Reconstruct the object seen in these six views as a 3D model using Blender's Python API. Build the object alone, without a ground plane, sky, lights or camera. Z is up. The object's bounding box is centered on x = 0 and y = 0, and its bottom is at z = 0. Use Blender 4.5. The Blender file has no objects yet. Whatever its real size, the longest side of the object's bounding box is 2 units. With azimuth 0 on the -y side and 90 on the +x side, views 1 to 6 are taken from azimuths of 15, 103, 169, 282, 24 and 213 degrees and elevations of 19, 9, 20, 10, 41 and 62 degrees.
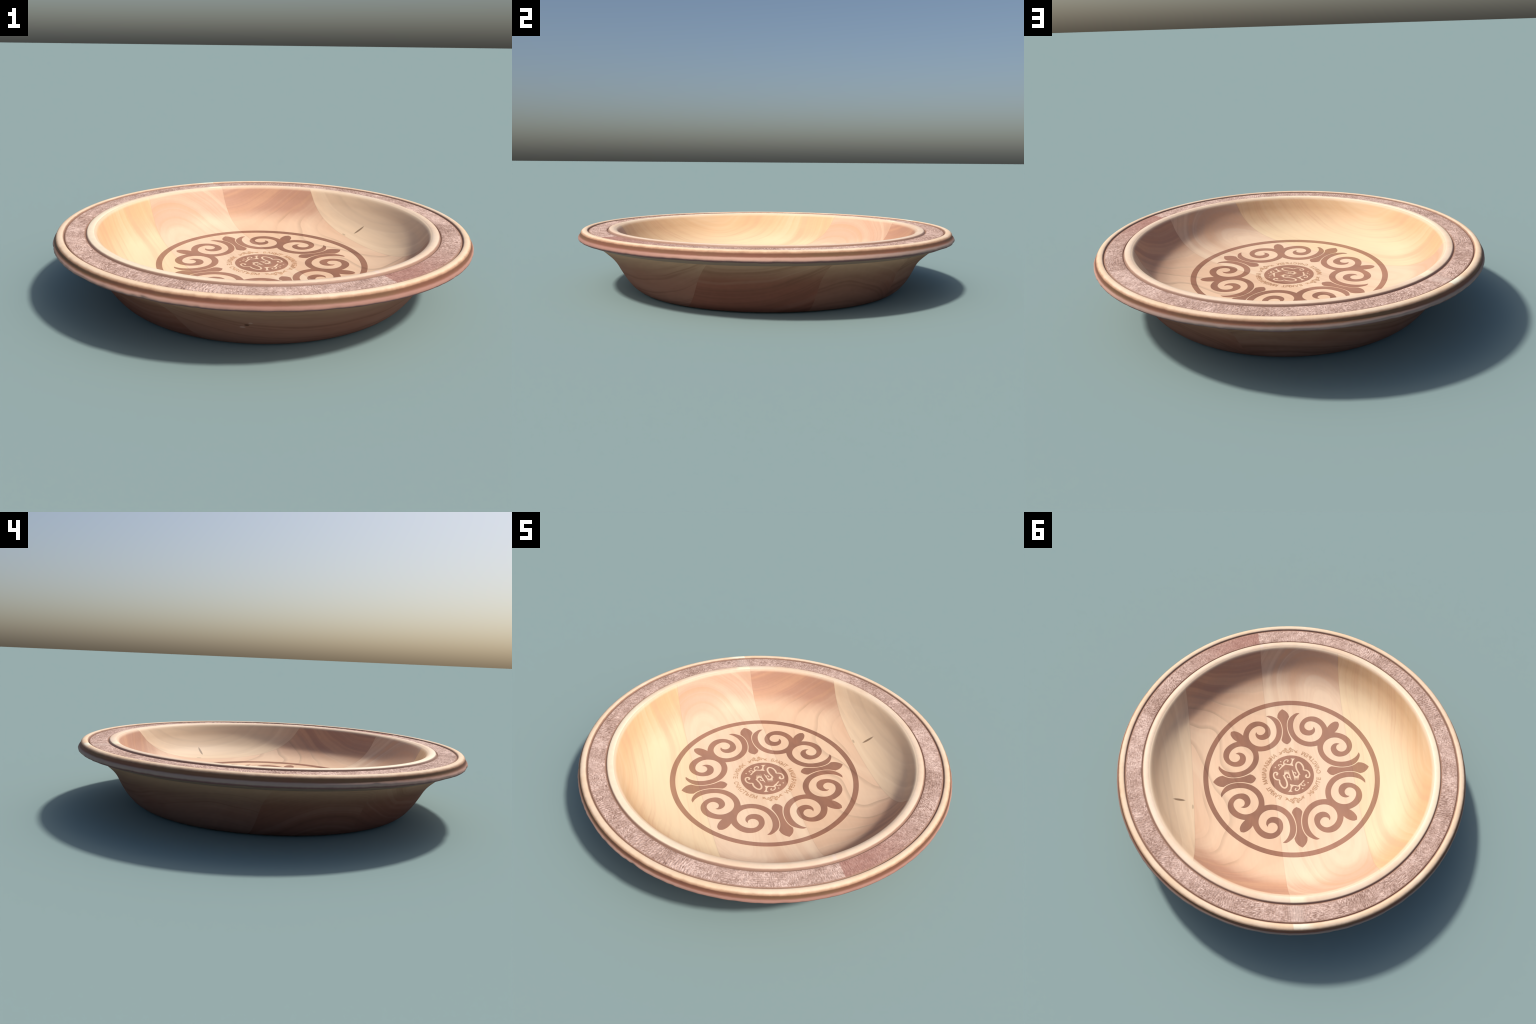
# A turned, plank-glued wooden plate with a burned ornament on its floor.
import bpy, bmesh, math
import numpy as np
from mathutils import Vector, Matrix, geometry

TAU = 2 * math.pi
COL = bpy.context.scene.collection

# ------------------------------------------------------------------ helpers
def catmull(pts, sub=8, closed=False, mirror_start=False):
    """Centripetal-ish Catmull-Rom through 2D points."""
    p = [np.array(a, float) for a in pts]
    n = len(p)
    out = []
    segs = n if closed else n - 1
    for i in range(segs):
        p1, p2 = p[i % n], p[(i + 1) % n]
        if closed:
            p0, p3 = p[(i - 1) % n], p[(i + 2) % n]
        else:
            p0 = p[i - 1] if i > 0 else (np.array([-p[1][0], p[1][1]]) if mirror_start else 2 * p1 - p2)
            p3 = p[i + 2] if i + 2 < n else 2 * p2 - p1
        d1 = max(np.linalg.norm(p1 - p0), 1e-6) ** .5
        d2 = max(np.linalg.norm(p2 - p1), 1e-6) ** .5
        d3 = max(np.linalg.norm(p3 - p2), 1e-6) ** .5
        m1 = (p1 - p0) / d1 - (p2 - p0) / (d1 + d2) + (p2 - p1) / d2
        m2 = (p2 - p1) / d2 - (p3 - p1) / (d2 + d3) + (p3 - p2) / d3
        m1, m2 = m1 * d2, m2 * d2
        for k in range(sub):
            t = k / sub
            out.append((2*t**3-3*t**2+1)*p1 + (t**3-2*t**2+t)*m1 + (-2*t**3+3*t**2)*p2 + (t**3-t**2)*m2)
    if not closed:
        out.append(p[-1])
    return np.array(out)

def value_noise(u, v, seed, wrap=None):
    """Smooth lattice noise in -1..1; u wraps at an integer period if given."""
    rng = np.random.RandomState(seed)
    T = rng.uniform(-1, 1, (257, 257))
    iu, iv = np.floor(u).astype(int), np.floor(v).astype(int)
    fu, fv = u - iu, v - iv
    fu, fv = fu*fu*(3-2*fu), fv*fv*(3-2*fv)
    w = wrap or 257
    a, b = iu % w % 257, (iu + 1) % w % 257
    c, d = iv % 257, (iv + 1) % 257
    return ((T[a, c]*(1-fu) + T[b, c]*fu)*(1-fv) + (T[a, d]*(1-fu) + T[b, d]*fu)*fv)

def new_object(name, verts, faces, mat, parent, smooth=True):
    me = bpy.data.meshes.new(name)
    me.from_pydata([tuple(map(float, v)) for v in verts], [], faces)
    me.materials.append(mat)
    me.polygons.foreach_set('use_smooth', [smooth] * len(me.polygons))
    me.update()
    ob = bpy.data.objects.new(name, me)
    COL.objects.link(ob)
    ob.parent = parent
    return ob

# ------------------------------------------------------------------ profiles (radius, height)
INNER = [(0, .1092), (.134, .1103), (.27, .1120), (.41, .1156), (.4875, .1195), (.53, .1245), (.584, .1355), (.633, .1500),
         (.677, .1715), (.709, .1925), (.741, .2235), (.767, .2566), (.785, .2893), (.799, .3140), (.806, .3215), (.8125, .3245)]
OUTER = [(0, .0005), (.64, .0005), (.676, .0008), (.692, .0045), (.7085, .014), (.728, .030), (.745, .050), (.7600, .070),
         (.774, .092), (.791, .120), (.8085, .150), (.832, .180), (.8635, .210), (.9, .240), (.918, .2505), (.9315, .257)]
inner_c = catmull(INNER, 8, mirror_start=True)
outer_c = catmull(OUTER[2:], 6)
outer_c = np.vstack([[OUTER[0]], [(.25, .0005)], [(.5, .0005)], [OUTER[1]], outer_c])

def floor_z(r):
    return np.interp(r, inner_c[:, 0], inner_c[:, 1])

# ------------------------------------------------------------------ node building
class Nodes:
    def __init__(self, name):
        self.mat = bpy.data.materials.new(name)
        self.mat.use_nodes = True
        self.t = self.mat.node_tree
        self.bsdf = self.t.nodes['Principled BSDF']
    def n(self, kind, **kw):
        nd = self.t.nodes.new(kind)
        for k, v in kw.items():
            setattr(nd, k, v)
        return nd
    def put(self, sock, val):
        if isinstance(val, bpy.types.NodeSocket):
            self.t.links.new(val, sock)
        else:
            sock.default_value = val
    def math(self, op, a, b=0.0, c=None, clamp=False):
        nd = self.n('ShaderNodeMath', operation=op, use_clamp=clamp)
        self.put(nd.inputs[0], a); self.put(nd.inputs[1], b)
        if c is not None:
            self.put(nd.inputs[2], c)
        return nd.outputs[0]
    def add(self, a, b): return self.math('ADD', a, b)
    def sub(self, a, b): return self.math('SUBTRACT', a, b)
    def mul(self, a, b): return self.math('MULTIPLY', a, b)
    def step(self, lo, hi, x):
        nd = self.n('ShaderNodeMapRange', interpolation_type='SMOOTHSTEP')
        self.put(nd.inputs['Value'], x)
        nd.inputs['From Min'].default_value = lo; nd.inputs['From Max'].default_value = hi
        return nd.outputs[0]
    def bump_at(self, x, centre, half):
        """1 at centre falling to 0 at +-half."""
        return self.step(1.0, 0.0, self.mul(self.math('ABSOLUTE', self.sub(x, centre)), 1.0 / half))
    def combine(self, x, y, z):
        nd = self.n('ShaderNodeCombineXYZ')
        for i, v in enumerate((x, y, z)):
            self.put(nd.inputs[i], v)
        return nd.outputs[0]
    def noise(self, vec, scale=1.0, detail=3.0, rough=.55, dist=0.0):
        nd = self.n('ShaderNodeTexNoise')
        self.put(nd.inputs['Vector'], vec)
        nd.inputs['Scale'].default_value = scale; nd.inputs['Detail'].default_value = detail
        nd.inputs['Roughness'].default_value = rough; nd.inputs['Distortion'].default_value = dist
        return nd.outputs[0]
    def mix(self, f, a, b, mode='MIX'):
        nd = self.n('ShaderNodeMix', data_type='RGBA', blend_type=mode)
        self.put(nd.inputs[0], f)
        for s, v in ((nd.inputs[6], a), (nd.inputs[7], b)):
            self.put(s, v if isinstance(v, bpy.types.NodeSocket) else (*v, 1.0))
        return nd.outputs[2]
    def scale_col(self, col, f):
        nd = self.n('ShaderNodeVectorMath', operation='SCALE')
        self.put(nd.inputs[0], col); self.put(nd.inputs['Scale'], f)
        return nd.outputs[0]
    def coords(self, angle):
        """object coordinates: position across the boards, along the boards, height, radius"""
        tc = self.n('ShaderNodeTexCoord')
        sp = self.n('ShaderNodeSeparateXYZ')
        self.put(sp.inputs[0], tc.outputs['Object'])
        x, y, z = sp.outputs
        c, s = math.cos(angle), math.sin(angle)
        across = self.add(self.mul(x, c), self.mul(y, s))
        along = self.add(self.mul(x, -s), self.mul(y, c))
        r = self.math('SQRT', self.add(self.mul(x, x), self.mul(y, y)))
        self.x, self.y = x, y
        return across, along, z, r
    def ramp(self, x, stops):
        nd = self.n('ShaderNodeValToRGB')
        el = nd.color_ramp.elements
        while len(el) < len(stops):
            el.new(0.5)
        for e, (p, c) in zip(el, stops):
            e.position = p; e.color = (*c, 1) if len(c) == 3 else c
        self.put(nd.inputs[0], x)
        return nd.outputs[0]
    def finish(self, col, rough=.6, spec=.25, bump=None, strength=.1, dist=.002):
        b = self.bsdf
        self.put(b.inputs['Base Color'], col)
        b.inputs['Roughness'].default_value = rough
        b.inputs['Specular IOR Level'].default_value = spec
        if bump is not None:
            nd = self.n('ShaderNodeBump')
            nd.inputs['Strength'].default_value = strength; nd.inputs['Distance'].default_value = dist
            self.put(nd.inputs['Height'], bump)
            self.put(b.inputs['Normal'], nd.outputs[0])
        return self.mat

IN_ANGLE = math.radians(40.74)        # across-board direction of the inside
OUT_ANGLE = math.radians(125.0)       # across-board direction of the underside
IN_SEAMS = (-.376, .107, .585)
OUT_SEAMS = (-.562, -.077, .365)

def inside_wood(N):
    """Colour and grain height of the four boards seen inside the plate."""
    s, t, z, r = N.coords(IN_ANGLE)
    m1, m2, m3 = [N.math('GREATER_THAN', s, q) for q in IN_SEAMS]
    board = N.add(N.add(m1, m2), m3)
    # heart of each log: growth rings run round an axis along the board
    def pick(a, b, c, d):
        return N.add(N.add(a, N.mul(m1, b - a)), N.add(N.mul(m2, c - b), N.mul(m3, d - c)))
    sc = pick(2.0, -.27, -.05, 2.2)
    zc = pick(.75, .02, 1.30, .10)
    wob = N.noise(N.combine(N.mul(s, 1.8), N.mul(t, 1.1), N.add(N.mul(z, 1.8), N.mul(board, 5.1))), 1.0, 2, .5)
    ds = N.sub(s, sc); dz = N.sub(z, zc)
    ring = N.math('SQRT', N.add(N.mul(ds, ds), N.mul(dz, dz)))
    ring = N.add(ring, N.mul(N.sub(wob, .5), .17))
    ring = N.add(ring, N.mul(t, pick(.03, .02, .05, -.06)))
    bands = N.noise(N.combine(N.mul(ring, 24.0), N.mul(t, .35), N.mul(board, 3.7)), 1.0, 3.0, .62)
    broad = N.noise(N.combine(N.mul(ring, 7.0), N.mul(t, .5), N.add(N.mul(board, 2.3), 8.0)), 1.0, 2.0, .5)
    fine = N.noise(N.combine(N.mul(s, 60.0), N.mul(t, 3.0), N.mul(z, 60.0)), 1.0, 3, .6)
    line = N.math('FRACT', N.add(.35, N.mul(ring, pick(13.0, 13.0, 27.0, 13.0))))
    line = N.mul(N.step(.72, .97, line), N.step(1.0, .97, line))
    cloud = N.noise(N.combine(N.mul(s, 5), N.mul(t, 2.5), N.add(N.mul(z, 5), N.mul(board, 9))), 1.0, 3, .5)
    base = N.mix(m1, (.89, .675, .425), (.88, .645, .450))
    base = N.mix(m2, base, (.83, .565, .375))
    base = N.mix(m3, base, (.84, .62, .41))
    # reddish heartwood up the end walls of the boards
    endp = N.step(.20, .60, t); endn = N.step(-.22, -.60, t)
    edgez = N.add(z, N.mul(N.sub(broad, .5), .10))
    up = N.step(.135, .215, edgez)
    redw = N.mul(up, N.add(N.mul(endp, pick(.42, .62, .97, .12)), N.mul(endn, pick(.22, .62, .95, .50))))
    redw = N.mul(redw, N.add(.45, N.mul(bands, .95)))
    base = N.mix(N.math('MINIMUM', redw, 1.0), base, N.mix(endn, (.500, .258, .172), (.42, .215, .145)))
    # the pale side board turns honey-coloured up its wall
    honey = N.mul(N.sub(1.0, m1), N.step(.13, .27, z))
    base = N.mix(N.mul(honey, N.add(.12, N.mul(N.add(broad, bands), .52))), base, (.74, .42, .20))
    # darker and paler grain
    tint = N.mix(m3, (.70, .405, .245), (.50, .36, .245))
    base = N.mix(N.mul(N.step(.49, .66, bands), N.mul(N.sub(1.0, N.mul(m3, .6)), N.add(.24, N.mul(up, .34)))), base, tint)
    base = N.mix(N.mul(N.step(.50, .70, broad), .30), base, N.mix(m3, (.74, .45, .28), (.60, .435, .30)))
    base = N.mix(N.mul(N.step(.48, .30, bands), N.mul(.28, N.sub(1.0, N.math('MINIMUM', N.mul(redw, .85), 1.0)))), base, (.92, .72, .50))
    # growth lines, strongest on the third board
    third = N.mul(m2, N.sub(1.0, m3))
    lw = N.mul(N.mul(line, N.add(.05, N.mul(third, .24))), N.mul(N.step(.34, .60, cloud), N.add(.35, N.step(.20, .45, s))))
    base = N.mix(lw, base, (.40, .255, .165))
    shade = N.add(.90, N.add(N.mul(fine, .10), N.mul(cloud, .10)))
    # the turned lip is worn pale
    base = N.mix(N.mul(N.step(.309, .3245, z), .75), base, (.89, .68, .48))
    # seams and little knots
    for q in IN_SEAMS:
        base = N.mix(N.mul(N.bump_at(s, q, .004), .16), base, (.35, .2, .13))
    for (ks, kt, ls, lt, w) in KNOTS:
        e = N.add(N.math('POWER', N.mul(N.sub(s, ks), 1 / ls), 2.0), N.math('POWER', N.mul(N.sub(t, kt), 1 / lt), 2.0))
        base = N.mix(N.mul(N.step(1.0, .35, e), w), base, (.27, .17, .10))
    return N.scale_col(base, shade), N.add(N.mul(bands, .5), N.mul(fine, .5)), (s, t, z, r)

KNOTS = [(.665, .125, .037, .0085, .92), (.592, .165, .006, .018, .42)]

def outside_wood(N):
    s, t, z, r = N.coords(OUT_ANGLE)
    m1, m2, m3 = [N.math('GREATER_THAN', s, q) for q in OUT_SEAMS]
    board = N.add(N.add(m1, m2), m3)
    sc = N.add(-.9, N.mul(board, .47)); zc = N.sub(.55, N.mul(m2, .8))
    wob = N.noise(N.combine(N.mul(s, 2.0), N.mul(t, 1.2), N.add(N.mul(z, 2.5), N.mul(board, 4.3))), 1.0, 2, .5)
    ds = N.sub(s, sc); dz = N.sub(z, zc)
    ring = N.add(N.math('SQRT', N.add(N.mul(ds, ds), N.mul(dz, dz))), N.mul(N.sub(wob, .5), .14))
    bands = N.noise(N.combine(N.mul(ring, 26.0), N.mul(t, .5), N.mul(board, 3.1)), 1.0, 3.5, .62)
    cloud = N.noise(N.combine(N.mul(s, 4), N.mul(t, 2.5), N.add(N.mul(z, 5), N.mul(board, 8))), 1.0, 3, .5)
    red = N.mix(N.step(-.25, .2, t), (.540, .287, .195), (.53, .305, .210))
    base = N.mix(m1, (.62, .405, .285), red)
    base = N.mix(m2, base, N.mix(N.step(-.25, .2, t), (.58, .375, .26), (.53, .315, .215)))
    base = N.mix(m3, base, (.60, .42, .30))
    base = N.mix(N.mul(N.step(.45, .68, cloud), .45), base, (.50, .25, .165))
    top = N.step(.15, .25, z)
    base = N.mix(N.mul(top, .75), base, (.58, .425, .30))
    base = N.mix(N.mul(N.step(.5, .68, bands), .55), base, (.36, .21, .14))
    base = N.mix(N.mul(N.step(.47, .32, bands), .30), base, (.72, .52, .38))
    # a chip on the shadowed wall: dark pit between two pale scars, running uphill
    def spot(cx, cz, lx, lz):
        e = N.add(N.math('POWER', N.mul(N.sub(N.x, cx), 1 / lx), 2.0), N.math('POWER', N.mul(N.sub(z, cz), 1 / lz), 2.0))
        return N.mul(N.step(1.0, .2, e), N.math('LESS_THAN', N.y, 0.0))
    for dx, dz_, lx, lz, w, c in ((-.018, -.012, .014, .006, .6, (.95, .8, .66)), (.016, .011, .010, .006, .6, (.95, .8, .66)), (0, 0, .012, .006, .8, (.14, .08, .05))):
        base = N.mix(N.mul(spot(CHIP[0] + dx, CHIP[2] + dz_, lx, lz), w), base, c)
    # occlusion shade baked into the wall colour: darkest low down, easing under the rim
    baked_shade = N.ramp(z, [(.01, (.36, .26, .28)), (.11, (.42, .285, .285)), (.17, (.50, .36, .345)), (.225, (.71, .55, .50)), (.265, (1.0, .81, .71))])
    base = N.mix(1.0, base, baked_shade, 'MULTIPLY')
    fine = N.noise(N.combine(N.mul(s, 50.0), N.mul(t, 3.0), N.mul(z, 50.0)), 1.0, 3, .6)
    return N.scale_col(base, N.add(.92, N.mul(fine, .16))), N.add(N.mul(bands, .6), N.mul(fine, .4)), (s, t, z, r)

CHIP = (.150, -.79, .137)

def mat_inside():
    N = Nodes('maple_inside'); c, h, _ = inside_wood(N)
    return N.finish(c, .55, .22, h, .06, .003)

def mat_outside():
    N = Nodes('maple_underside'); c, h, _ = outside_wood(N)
    return N.finish(c, .7, .04, h, .12, .004)

def mat_burn(name, tint, amount):
    """The same wood, scorched: grain and board tones show through."""
    N = Nodes(name); c, h, (s, t, z, r) = inside_wood(N)
    m2 = N.math('GREATER_THAN', s, IN_SEAMS[1])
    mott = N.noise(N.combine(N.mul(s, 9), N.mul(t, 5), z), 1.0, 4, .6)
    tn = N.mix(m2, tint, tuple(a * .82 for a in tint))
    tn = N.mix(N.mul(N.step(.40, .66, mott), .5), tn, tuple(a * b for a, b in zip(tint, (1.16, 1.12, 1.05))))
    k = N.mix(1.0, c, tn, 'MULTIPLY')
    k = N.mix(amount, c, k)
    return N.finish(k, .65, .12, h, .05, .002)

def mat_rim():
    N = Nodes('turned_rim'); s, t, z, r = N.coords(IN_ANGLE)
    big = N.noise(N.combine(N.mul(N.x, 3.2), N.mul(N.y, 3.2), N.mul(z, 3)), 1.0, 3, .55)
    fin = N.noise(N.combine(N.mul(N.x, 26), N.mul(N.y, 26), N.mul(z, 40)), 1.0, 3, .6)
    front = N.step(-.55, -.95, t)
    cream = N.mix(N.step(.35, .65, big), (.90, .69, .50), (.87, .62, .41))
    m2 = N.mul(N.step(-.02, .06, s), N.math('LESS_THAN', s, .107))
    lightp = N.mul(N.mul(m2, N.step(.0, .3, t)), 1.0)
    cream = N.mix(lightp, cream, (.95, .86, .66))
    pink = N.mix(N.step(.3, -.4, t), (.37, .25, .205), (.55, .315, .24))  # lower bead tinted darker on the side turned from the light
    pink = N.mix(front, pink, (.42, .215, .165))
    brown = N.mix(N.step(.35, .65, big), (.205, .105, .058), (.235, .095, .060))
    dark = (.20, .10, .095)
    # side of the rim by height
    wz = N.add(z, N.mul(N.sub(fin, .5), .004))
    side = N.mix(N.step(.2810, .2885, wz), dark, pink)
    side = N.mix(N.step(.2955, .3030, wz), side, brown)
    side = N.mix(N.step(.3130, .3195, wz), side, (.52, .30, .185))
    side = N.mix(N.step(.3185, .3255, wz), side, cream)
    # top: dark line in the groove
    top = N.mix(N.step(.9490, .9555, N.add(r, N.mul(N.sub(fin, .5), .002))), (.38, .22, .155), cream)
    col = N.mix(N.step(.966, .970, r), top, side)
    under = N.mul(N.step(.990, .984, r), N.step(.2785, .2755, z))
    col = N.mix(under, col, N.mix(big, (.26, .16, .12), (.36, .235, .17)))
    sh = N.add(.90, N.mul(fin, .2))
    return N.finish(N.scale_col(col, sh), .6, .10, fin, .10, .003)

def mat_inner_bead():
    N = Nodes('turned_bead'); s, t, z, r = N.coords(IN_ANGLE)
    big = N.noise(N.combine(N.mul(N.x, 3.2), N.mul(N.y, 3.2), N.mul(z, 3)), 1.0, 3, .55)
    fin = N.noise(N.combine(N.mul(N.x, 30), N.mul(N.y, 30), N.mul(z, 40)), 1.0, 3, .6)
    cream = N.mix(N.step(.35, .65, big), (.90, .70, .52), (.86, .62, .43))
    cream = N.mix(N.step(-.35, -.75, s), cream, (.95, .79, .57))  # sun-facing stretch of bead painted brighter to carry the sunlight
    m2 = N.mul(N.step(.01, .05, s), N.math('LESS_THAN', s, .107))
    cream = N.mix(N.mul(m2, N.mul(N.step(.0, .3, t), .8)), cream, (.96, .88, .62))
    cream = N.mix(N.mul(N.bump_at(s, .095, .016), N.mul(N.step(-.1, -.4, t), .7)), cream, (.86, .66, .56))
    wr = N.add(r, N.mul(N.sub(fin, .5), .003))
    col = N.mix(N.step(.8400, .8475, wr), cream, (.38, .22, .155))
    return N.finish(N.scale_col(col, N.add(.91, N.mul(fin, .18))), .5, .3, fin, .08, .003)

def mat_band():
    N = Nodes('stippled_band'); s, t, z, r = N.coords(IN_ANGLE)
    ang = N.math('ARCTAN2', N.y, N.x)
    tc = N.combine(N.x, N.y, N.mul(z, 4))
    patch = N.noise(tc, 9.0, 3, .55)
    blot = N.noise(tc, 24.0, 4, .6)
    grit = N.noise(tc, 110.0, 3, .65)
    # chisel hatching: crossed short strokes whose direction drifts round the rim
    u, w = N.add(N.x, N.y), N.sub(N.x, N.y)
    ha = N.noise(N.combine(N.mul(u, 150), N.mul(w, 42), 0.0), 1.0, 1.5, .5)
    hb = N.noise(N.combine(N.mul(u, 42), N.mul(w, 150), 3.0), 1.0, 1.5, .5)
    hr = N.noise(N.combine(N.mul(ang, 190), N.mul(r, 52), 5.0), 1.0, 1.5, .5)
    ht = N.noise(N.combine(N.mul(ang, 50), N.mul(r, 210), 7.0), 1.0, 1.5, .5)
    w1 = N.step(.36, .64, N.noise(tc, 5.0, 2, .5)); w2 = N.step(.40, .60, N.noise(N.combine(N.y, N.x, 4.0), 4.0, 2, .5))
    w3 = N.step(.36, .64, N.noise(N.combine(N.y, N.x, 9.0), 9.0, 2, .5))
    def blend(f, a, b): return N.add(N.mul(a, N.sub(1.0, f)), N.mul(b, f))
    hatch = blend(w2, blend(w1, ha, hb), blend(w3, hr, ht))
    hatch = N.add(.5, N.mul(N.sub(hatch, .5), 1.25))
    v = N.add(N.mul(hatch, .52), N.add(N.mul(grit, .24), N.mul(blot, .24)))
    v = N.add(v, N.mul(N.sub(patch, .5), .30))
    col = N.ramp(v, [(.36, (.285, .165, .125)), (.45, (.455, .295, .232)), (.53, (.605, .410, .335)), (.61, (.83, .605, .505))])
    # the warmer board end that crosses the band, and a pale patch at the other end
    warm = N.mul(N.math('GREATER_THAN', s, .107), N.mul(N.step(.64, .17, s), N.step(-.2, -.5, t)))
    col = N.mix(N.mul(warm, .55), col, (.41, .205, .165))
    col = N.mix(N.mul(warm, .75), col, N.mix(1.0, col, (.86, .72, .69), 'MULTIPLY'))
    pal = N.mul(N.bump_at(s, .08, .06), N.step(.1, .5, t))
    col = N.mix(N.mul(pal, .4), col, (.76, .60, .51))
    wr = N.add(r, N.mul(N.sub(blot, .5), .004))
    col = N.mix(N.step(.9360, .9440, wr), col, (.38, .225, .16))
    col = N.mix(N.step(.8600, .8535, wr), col, (.38, .225, .16))
    return N.finish(col, .75, .12, v, .35, .004)

# ------------------------------------------------------------------ solids of revolution
def revolve_bm(profile, segs):
    """Closed profile in (r, z), ordered; vertices on the axis become poles."""
    bm = bmesh.new()
    nl = bm.verts.layers.float_vector.new('n0')
    P = np.array(profile)
    nxt, prv = np.roll(P, -1, 0), np.roll(P, 1, 0)
    def edge_n(a, b):
        d = b - a
        return np.stack([d[:, 1], -d[:, 0]], 1) / np.maximum(np.linalg.norm(d, axis=1), 1e-9)[:, None]
    e1, e2 = edge_n(prv, P), edge_n(P, nxt)
    nn = e1 + e2
    nn /= np.maximum(np.linalg.norm(nn, axis=1), 1e-9)[:, None]
    rings = []
    for (r, z), n in zip(P, nn):
        if r < 1e-6:
            v = bm.verts.new((0, 0, z)); v[nl] = (0, 0, math.copysign(1, n[1])); rings.append([v] * segs)
        else:
            ring = []
            for k in range(segs):
                a = TAU * (k + .5) / segs
                v = bm.verts.new((r * math.cos(a), r * math.sin(a), z))
                v[nl] = (n[0] * math.cos(a), n[0] * math.sin(a), n[1]); ring.append(v)
            rings.append(ring)
    m = len(rings)
    for i in range(m):
        A, B = rings[i], rings[(i + 1) % m]
        if A[0] is A[1] and B[0] is B[1]:
            continue
        for k in range(segs):
            l = (k + 1) % segs
            vs = []
            for v in (A[k], A[l], B[l], B[k]):
                if v not in vs:
                    vs.append(v)
            bm.faces.new(vs)
    return bm, nl

def cut_boards(name, profile, segs, angle, seams, mat, parent, warp=None):
    nrm = Vector((math.cos(angle), math.sin(angle), 0))
    edges = [-9] + list(seams) + [9]
    for lo, hi in zip(edges[:-1], edges[1:]):
        bm, nl = revolve_bm(profile, segs)
        for q, sgn in ((lo, -1), (hi, 1)):
            if abs(q) > 5:
                continue
            res = bmesh.ops.bisect_plane(bm, geom=bm.verts[:] + bm.edges[:] + bm.faces[:], dist=1e-6,
                                         plane_co=nrm * q, plane_no=nrm * sgn, clear_outer=True)
            cut = [e for e in bm.edges if e.is_boundary]
            f = bmesh.ops.triangle_fill(bm, edges=cut, use_beauty=False, normal=nrm * sgn)
            for g in f['geom']:
                if isinstance(g, bmesh.types.BMFace):
                    g.material_index = 1
        bmesh.ops.recalc_face_normals(bm, faces=bm.faces[:])
        bm.verts.index_update()
        me = bpy.data.meshes.new(name)
        loopn = []
        for f in bm.faces:
            f.smooth = True
            cap = f.material_index == 1
            for l in f.loops:
                n = Vector(f.normal) if cap else Vector(l.vert[nl])
                loopn.append(n.normalized() if n.length > 1e-6 else Vector(f.normal))
            f.material_index = 0
        bm.verts.layers.float_vector.remove(nl)
        if warp:
            for v in bm.verts:
                v.co = warp(v.co)
        bm.to_mesh(me); bm.free()
        me.materials.append(mat)
        me.normals_split_custom_set(loopn)
        ob = bpy.data.objects.new(name, me)
        COL.objects.link(ob); ob.parent = parent

def revolve_shell(name, profile, segs, mat, parent, displace=None):
    """Closed ring of revolution (a rim moulding). displace(angle, r, z) -> (dr, dz)."""
    P = np.array(profile); m = len(P)
    a = TAU * np.arange(segs) / segs
    A, R = np.meshgrid(a, P[:, 0], indexing='ij'); Z = np.broadcast_to(P[:, 1], A.shape).copy()
    if displace:
        dr, dz = displace(A, R, Z); R = R + dr; Z = Z + dz
    V = np.stack([R * np.cos(A), R * np.sin(A), Z], -1).reshape(-1, 3)
    F = []
    for k in range(segs):
        l = (k + 1) % segs
        for i in range(m):
            j = (i + 1) % m
            F.append((k * m + i, l * m + i, l * m + j, k * m + j))
    ob = new_object(name, V, F, mat, parent)
    bm = bmesh.new(); bm.from_mesh(ob.data)
    bmesh.ops.recalc_face_normals(bm, faces=bm.faces[:]); bm.to_mesh(ob.data); bm.free()
    return ob

# ------------------------------------------------------------------ flat marks following the floor
DC = np.array([-.002, -.0043])             # centre of the ornament
DA = math.radians(41.4)                    # its turn

def to_world(P):
    P = np.asarray(P, float); c, s = math.cos(DA), math.sin(DA)
    return np.stack([P[:, 0]*c - P[:, 1]*s + DC[0], P[:, 0]*s + P[:, 1]*c + DC[1]], 1)

def area(P):
    x, y = np.asarray(P).T
    return .5 * np.sum(x * np.roll(y, -1) - y * np.roll(x, -1))

def inlay(name, solids, mat, parent, minus=(), lift=.0009, kind=None):
    """Union of closed outlines, less the 'minus' outlines, laid on the floor as a thin plaque."""
    verts, faces = [], []
    for P in list(solids) + list(minus):
        P = np.asarray(P)
        if area(P) < 0:
            P = P[::-1]
        b = len(verts)
        verts += [Vector((float(x), float(y))) for x, y in P]
        faces.append(list(range(b, b + len(P))))
    v, e, f, _, _, fo = geometry.delaunay_2d_cdt(verts, [], faces, 1, 1e-6)
    ns = len(solids)
    keep = [t for t, o in zip(f, fo) if any(i < ns for i in o) and not any(i >= ns for i in o)]
    W = to_world([(p.x, p.y) for p in v])
    z = floor_z(np.hypot(W[:, 0], W[:, 1]))
    n = len(W)
    V = [(x, y, h + lift) for (x, y), h in zip(W, z)] + [(x, y, h - .004) for (x, y), h in zip(W, z)]
    F, cnt = [], {}
    for t in keep:
        t = list(t)
        a = area([W[i] for i in t])
        if abs(a) < 1e-12:
            continue
        if a < 0:
            t = t[::-1]
        F.append(tuple(t))
        F.append(tuple(i + n for i in t[::-1]))
        for p, q in zip(t, t[1:] + t[:1]):
            cnt[(p, q)] = 1
    for (p, q) in list(cnt):
        if (q, p) not in cnt:
            F.append((q, p, p + n, q + n))
    ob = new_object(name, V, F, mat, parent, smooth=False)
    bm = bmesh.new(); bm.from_mesh(ob.data)
    bmesh.ops.delete(bm, geom=[x for x in bm.verts if not x.link_faces], context='VERTS')
    bm.to_mesh(ob.data); bm.free()
    if kind:
        ob['kind'] = kind
    return ob

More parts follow.
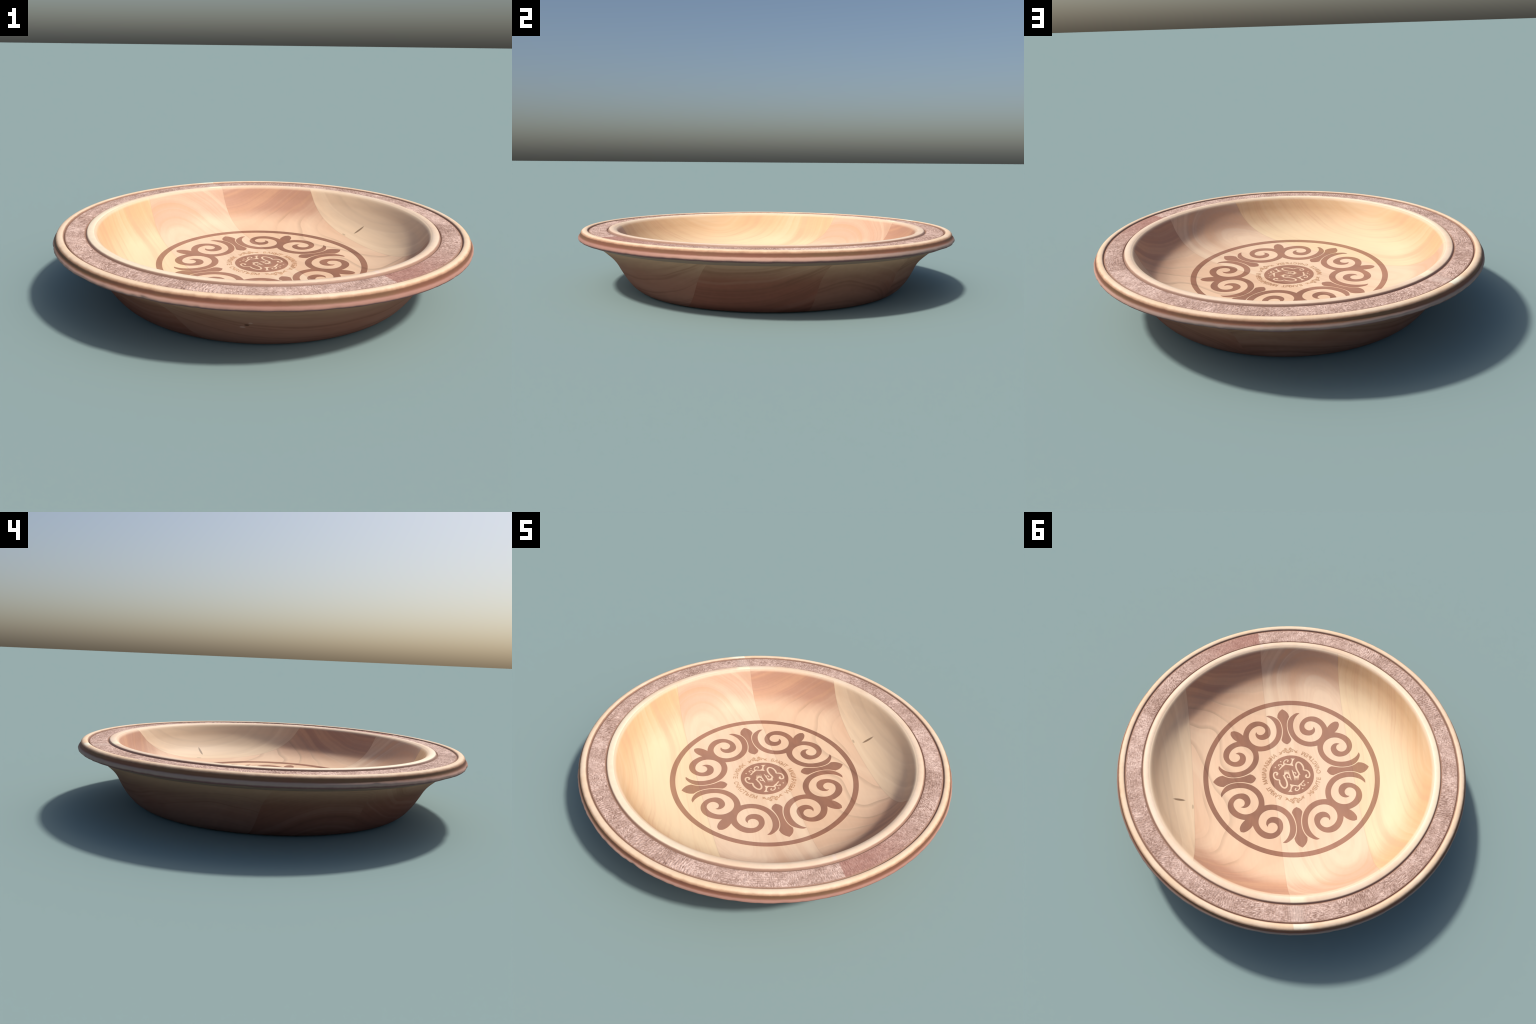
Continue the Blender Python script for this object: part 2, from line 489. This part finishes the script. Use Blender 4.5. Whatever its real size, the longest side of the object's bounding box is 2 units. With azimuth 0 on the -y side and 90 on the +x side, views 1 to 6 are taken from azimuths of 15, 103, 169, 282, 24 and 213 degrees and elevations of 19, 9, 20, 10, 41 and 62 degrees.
def rot(P, a):
    c, s = math.cos(a), math.sin(a); P = np.asarray(P)
    return np.stack([P[:, 0]*c - P[:, 1]*s, P[:, 0]*s + P[:, 1]*c], 1)

def swap(P):
    return np.asarray(P)[:, ::-1]

def stroke(pts, widths, sub=7, round_end=True, round_start=True, gain=1.0):
    """Outline of a brush stroke with changing width."""
    c = catmull(pts, sub)
    w = gain * np.interp(np.linspace(0, len(pts) - 1, len(c)), np.linspace(0, len(pts) - 1, len(widths)), widths) / 2
    d = np.gradient(c, axis=0); d /= np.maximum(np.linalg.norm(d, axis=1), 1e-9)[:, None]
    nrm = np.stack([-d[:, 1], d[:, 0]], 1)
    L, R = c + nrm * w[:, None], c - nrm * w[:, None]
    parts = [L]
    def cap(i, sgn):
        a0 = math.atan2(sgn * nrm[i, 1], sgn * nrm[i, 0])
        return np.array([c[i] + w[i] * np.array([math.cos(a0 - q), math.sin(a0 - q)]) for q in np.linspace(0, math.pi, 7)[1:-1]])
    if round_end and w[-1] > 1e-4:
        parts.append(cap(-1, 1))
    parts.append(R[::-1])
    if round_start and w[0] > 1e-4:
        parts.append(cap(0, -1))
    return np.vstack(parts)

def circle(c, r, n=24):
    a = TAU * np.arange(n) / n
    return np.stack([c[0] + r * np.cos(a), c[1] + r * np.sin(a)], 1)

# ================================================================== BUILD
plate = bpy.data.objects.new('wooden_plate', None)
COL.objects.link(plate)
plate['label'] = 'round turned wooden plate with burned scroll ornament inside'
plate['category'] = 'wooden plate'

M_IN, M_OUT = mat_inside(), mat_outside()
M_RIM, M_BEAD, M_BAND = mat_rim(), mat_inner_bead(), mat_band()
M_BURN = mat_burn('scorched_wood', (.44, .308, .300), .97)
M_INK = mat_burn('light_scorch', (.62, .50, .42), .88)

# --- basin and underside, both glued up from boards
MID = [(.845, .300), (.80, .205), (.76, .150), (.70, .110), (.60, .085), (.40, .07), (0, .066)]
inner_prof = list(map(tuple, inner_c)) + [(.838, .318)] + MID          # axis -> lip -> back to axis
inner_prof[0] = (0, inner_prof[0][1])
cut_boards('basin_plank', inner_prof[::-1], 320, IN_ANGLE, IN_SEAMS, M_IN, plate)
mid2 = [(r + (.003 if r > 0 else 0), z - .003) for r, z in MID]
outer_prof = list(map(tuple, outer_c)) + [(.925, .270)] + mid2
def out_of_round(p):
    # the foot was not turned perfectly true: it bulges a little to one side
    f = min(max((.21 - p.z) / .15, 0.0), 1.0)
    k = (.0145 if p.y > 0 else .004) * f * f * (3 - 2 * f)
    return Vector((p.x, p.y * (1 + k), p.z))
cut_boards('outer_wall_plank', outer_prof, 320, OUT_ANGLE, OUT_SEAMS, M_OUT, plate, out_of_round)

# --- rim: outer bead and lower moulding in one turned ring
RIM_TOP = [(.944, .3150), (.9470, .3155), (.9492, .3200), (.9530, .3244), (.9615, .3266), (.970, .3258), (.977, .3228), (.9825, .3180),
           (.9852, .3125), (.9864, .3077), (.9883, .3033), (.9926, .2990), (.9968, .2935), (.9988, .2880), (.9980, .2830),
           (.9950, .2790), (.9885, .2758), (.974, .2705), (.952, .2620), (.930, .2545)]
rim_prof = list(map(tuple, catmull(RIM_TOP, 4))) + [(.915, .262), (.930, .290)]

def rim_wobble(A, R, Z):
    u = A / TAU
    low = np.clip((.300 - Z) / .012, 0, 1) * np.clip((R - .962) / .02, 0, 1)
    w = .0016 * value_noise(u * 90, np.zeros_like(u), 3, 90) + .0011 * value_noise(u * 240, np.zeros_like(u), 5, 240)
    gen = .0006 * value_noise(u * 40, np.zeros_like(u) + .5, 8, 40) * np.clip((R - .94) / .02, 0, 1)
    nick = sum(d * np.exp(-((u - c) / w_) ** 2) for c, w_, d in ((.598, .0022, .004), (.7185, .002, .003), (.425, .002, .002)))
    return -low * (np.abs(w) + nick) + gen, low * w * .8

rim = revolve_shell('rim', rim_prof, 900, M_RIM, plate, rim_wobble)

BEAD = [(.8090, .3205), (.8105, .3230), (.8150, .3258), (.8220, .3276), (.8300, .3280), (.8390, .3270), (.8450, .3250), (.8485, .3205), (.8505, .3165), (.8530, .3158), (.8560, .3165)]
bead_prof = list(map(tuple, catmull(BEAD, 4))) + [(.853, .312), (.835, .308), (.813, .316)]
revolve_shell('inner_bead', bead_prof, 640, M_BEAD, rim)

# textured band between the two beads: short chisel hatching in drifting directions
nb = 26
band_r = np.linspace(.8525, .9455, nb)
band_prof = [(r, .3200 - .0022 * abs((r - .899) / .047) ** 8) for r in band_r] + [(.944, .310), (.854, .310)]

def hatch(A, R, Z):
    X, Y = R * np.cos(A), R * np.sin(A)
    h = np.zeros_like(A); wsum = np.zeros_like(A)
    for i, (px, py) in enumerate(((X + Y, X - Y), (X - Y, X + Y), (A * .9, R * 4), (R * 1.3, A))):
        wgt = np.clip(value_noise(X * 6 + 40 + 9*i, Y * 6 + 40, 20 + i) + .25, 0, 1) ** 1.5 + .02
        ph = 2.2 * value_noise(X * 22 + 90, Y * 22 + 90, 40 + i)
        h += wgt * np.sin(px * TAU / .0135 + ph * 2); wsum += wgt
    h = h / wsum * .0011 + .0009 * value_noise(X * 60 + 100, Y * 60 + 100, 60)
    edge = np.clip((R - .855) / .006, 0, 1) * np.clip((.944 - R) / .006, 0, 1) * (Z > .3155)
    return np.zeros_like(h), h * edge

revolve_shell('textured_band', band_prof, 1800, M_BAND, rim, hatch)

# --- burned ornament
a = np.linspace(0, TAU, 181)[:-1]
ring_faces = []
Ro, Ri = .5290, .4995
outer_ring = np.stack([Ro * np.cos(a), Ro * np.sin(a)], 1); inner_ring = np.stack([Ri * np.cos(a), Ri * np.sin(a)], 1)
inlay('ornament_ring', [outer_ring], M_BURN, plate, minus=[inner_ring])

SCROLL_OUT = [(.430, .106), (.4325, .087), (.418, .0575), (.395, .0345), (.360, .0215), (.312, .0205), (.268, .032), (.230, .055),
              (.2015, .0885), (.1855, .128), (.183, .170), (.191, .206), (.211, .236), (.240, .257), (.272, .265), (.308, .264), (.341, .2525),
              (.3685, .234), (.389, .208), (.3975, .180), (.3960, .1525), (.386, .129), (.369, .110), (.347, .0965), (.322, .0915),
              (.298, .094), (.277, .107), (.265, .130), (.2635, .154), (.272, .172), (.286, .183), (.306, .187), (.322, .1805)]
SCROLL_IN = [(.430, .106), (.413, .084), (.385, .065), (.350, .0545), (.309, .0545), (.270, .067), (.240, .092), (.221, .124),
             (.2155, .158), (.223, .188), (.242, .2125), (.271, .2275), (.298, .230), (.324, .222), (.346, .205), (.3605, .181),
             (.3645, .158), (.357, .139), (.342, .1265), (.325, .1235), (.309, .131), (.299, .145), (.2985, .161), (.307, .175), (.322, .1805)]
scroll = np.vstack([catmull(SCROLL_OUT, 5), catmull(SCROLL_IN, 5)[::-1][1:-1]])
FLEUR = [[(.4715, 0), (.4625, .012), (.452, .0225), (.433, .0335), (.4125, .0375)],
         [(.4125, .0375), (.388, .0240), (.360, .0160), (.325, .0138), (.291, .0178), (.266, .0250), (.249, .0305)],
         [(.249, .0305), (.238, .0265), (.226, .0175), (.2150, 0)]]
half = np.vstack([catmull(c, 5)[:-1] for c in FLEUR] + [[(.2150, 0)]])
fleur = np.vstack([half, (half * [1, -1])[::-1][1:-1]])
leaf_half = catmull([(.3375, .3375), (.3415, .3190), (.3340, .2975), (.3195, .2780), (.3035, .2640), (.27, .235), (.225, .215)], 5)
leaf = np.vstack([leaf_half, swap(leaf_half)[::-1][:-1]])
for q in range(4):
    R = q * math.pi / 2
    inlay('scroll_pair', [rot(scroll, R), rot(swap(scroll), R), rot(leaf, R)], M_BURN, plate)
    inlay('fleur', [rot(fleur, R)], M_BURN, plate)

# medallion: scorched disc with a two-fold pattern left in pale wood
def motif():
    S1 = [(.0875, -.011), (.0835, -.0195), (.090, -.0275), (.101, -.0265), (.107, -.018), (.1085, -.004), (.104, .011), (.093, .0215),
          (.0775, .0265), (.0775, .042), (.073, .060), (.064, .075), (.052, .0825), (.041, .077), (.0345, .062), (.0345, .045), (.038, .027), (.043, .013), (.047, .001), (.0525, -.006)]
    w1 = [.0095, .0095, .0085, .008, .0075, .008, .008, .0078, .0075, .0085, .009, .009, .0095, .009, .0085, .0085, .0080, .0085, .0075, .0015]
    S2 = [(.047, .003), (.041, -.007), (.036, -.013), (.029, -.017), (.021, -.0145), (.0145, -.005), (.012, .006), (.0105, .018), (.0065, .034)]
    w2 = [.007, .0085, .0095, .011, .010, .0075, .007, .007, .0035]
    B1 = [(-.021, -.107), (-.016, -.094), (-.010, -.079), (.004, -.072), (.019, -.0755), (.030, -.0785), (.041, -.071), (.055, -.059), (.0675, -.047)]
    wb = [.008, .007, .010, .008, .0065, .0085, .010, .0075, .008]
    out = [stroke(S1, w1, gain=1.18), stroke(S2, w2, gain=1.12),
           np.array([(.046, -.002), (.0425, -.0215), (.027, -.0235), (.0125, -.0185), (.0125, -.0105), (.022, -.0135), (.032, -.0105), (.040, -.003)]),
           stroke([(.011, .012), (.019, .0165), (.0265, .0115), (.026, .0035)], [.006, .006, .007, .0055]),
           stroke(B1, wb, gain=1.12),
           np.array([(-.007, -.1140), (-.0385, -.1100), (-.030, -.106), (-.0195, -.092), (-.0135, -.093), (-.015, -.104)]),
           np.array([(-.0135, -.088), (-.0185, -.058), (-.006, -.064), (.006, -.0665), (-.003, -.077)]),
           stroke([(.036, -.0765), (.0365, -.092), (.028, -.1035), (.017, -.1075), (.0085, -.102), (.013, -.093)], [.009, .0075, .007, .0075, .008, .008]),
           stroke([(.048, -.071), (.057, -.0795), (.069, -.0785), (.071, -.073), (.065, -.068)], [.008, .006, .006, .006, .006]),
           circle((.054, -.098), .0047, 14), circle((.0915, -.063), .0047, 14)]
    for k in range(7):
        f = k / 6
        b = np.array([.041, -.0165]) * (1 - f) + np.array([.0135, -.0115]) * f
        tp = np.array([.0385, -.040]) * (1 - f) + np.array([.0115, -.039]) * f + np.array([0, .0035 * (k % 2)])
        out.append(stroke([b, (b + tp) / 2, tp], [.0034, .0026, .0010], 2))
    return out
mot = motif()
mot += [-p for p in mot]
inlay('medallion', [circle((0, 0), .1345, 120)], M_BURN, plate, minus=mot)

# lettering set round the medallion
def letter_outlines(ch, size):
    cu = bpy.data.curves.new('glyph', 'FONT')
    cu.body = ch; cu.size = size; cu.align_x = 'CENTER'; cu.offset = .0007; cu.fill_mode = 'FRONT'; cu.resolution_u = 3
    ob = bpy.data.objects.new('glyph', cu); COL.objects.link(ob)
    bpy.context.view_layer.update()
    me = ob.evaluated_get(bpy.context.evaluated_depsgraph_get()).to_mesh()
    V = np.array([v.co[:2] for v in me.vertices]) if len(me.vertices) else np.zeros((0, 2))
    T = [list(p.vertices) for p in me.polygons]
    ob.to_mesh_clear() if hasattr(ob, 'to_mesh_clear') else None
    bpy.data.objects.remove(ob); bpy.data.curves.remove(cu)
    return V, T

def inscription(text, start, end, radius, size, inward, mat):
    """Letters spread on an arc; tops inward when reading anticlockwise, outward when reading clockwise."""
    V, F = [], []
    for i, ch in enumerate(text):
        if ch == ' ':
            continue
        th = math.radians(start + (end - start) * i / (len(text) - 1))
        P, T = letter_outlines(ch, size)
        if not len(P):
            continue
        P = (P - [0, size * .35]) * [.92, 1.0]
        up = -1 if inward else 1
        rad = np.array([math.cos(th), math.sin(th)]); tan = np.array([-math.sin(th), math.cos(th)])
        if not inward:
            tan = -tan
        Q = rad * radius + P[:, :1] * tan + P[:, 1:] * rad * up
        W = to_world(Q); z = floor_z(np.hypot(W[:, 0], W[:, 1]))
        b = len(V)
        V += [(x, y, h + .0008) for (x, y), h in zip(W, z)]
        nb_ = len(W)
        V += [(x, y, h - .003) for (x, y), h in zip(W, z)]
        es = {}
        for t in T:
            if area([W[k] for k in t]) < 0:
                t = t[::-1]
            F.append(tuple(b + k for k in t))
            F.append(tuple(b + nb_ + k for k in t[::-1]))
            for p, q in zip(t, t[1:] + t[:1]):
                es[(p, q)] = 1
        for p, q in es:
            if (q, p) not in es:
                F.append((b + q, b + p, b + nb_ + p, b + nb_ + q))
    ob = new_object('lettering', V, F, mat, plate, smooth=False)
    ob['kind'] = 'stuff'

inscription('ЖИВИТЕ СЧАСТЬЕМ', 125.5, 236.0, .1650, .0345, True, M_INK)
inscription('БАКЫТ МАШАРАБЫНА', 58.0, -58.5, .1655, .0345, False, M_INK)

# little vines that part the two inscriptions
def vine(turn):
    def P(L):           # (degrees along the arc, radius)
        return [(r * math.cos(math.radians(d)), r * math.sin(math.radians(d))) for d, r in L]
    S = [stroke(P([(70, .157), (74, .163), (78, .173), (82, .176), (86, .165), (90, .155)]), [.004, .0055, .005, .005, .005, .003]),
         stroke(P([(110, .157), (106, .163), (102, .173), (98, .176), (94, .165), (90, .155)]), [.004, .0055, .005, .005, .005, .003])]
    for sgn in (1, -1):
        def Q(L): return P([(90 + sgn * d, r) for d, r in L])
        S.append(np.array(Q([(21, .156), (18.3, .162), (20, .174), (16, .168), (12.5, .172), (14, .162), (15.5, .156)])))
        S.append(stroke(Q([(1, .157), (4.5, .160), (5.5, .170), (2.5, .176), (1, .170)]), [.004, .0045, .004, .004, .003]))
        S.append(np.array(Q([(3.5, .176), (8, .183), (5, .192), (1.8, .184)])))
        S.append(np.array(Q([(8, .158), (11, .164), (9.5, .171), (6.5, .166)])))
    S.append(np.array(P([(90, .150), (92.5, .158), (90, .166), (87.5, .158)])))
    inlay('vine_flourish', [rot(s, turn) for s in S], M_INK, plate, lift=.0008, kind='stuff')
vine(0.0); vine(math.pi)
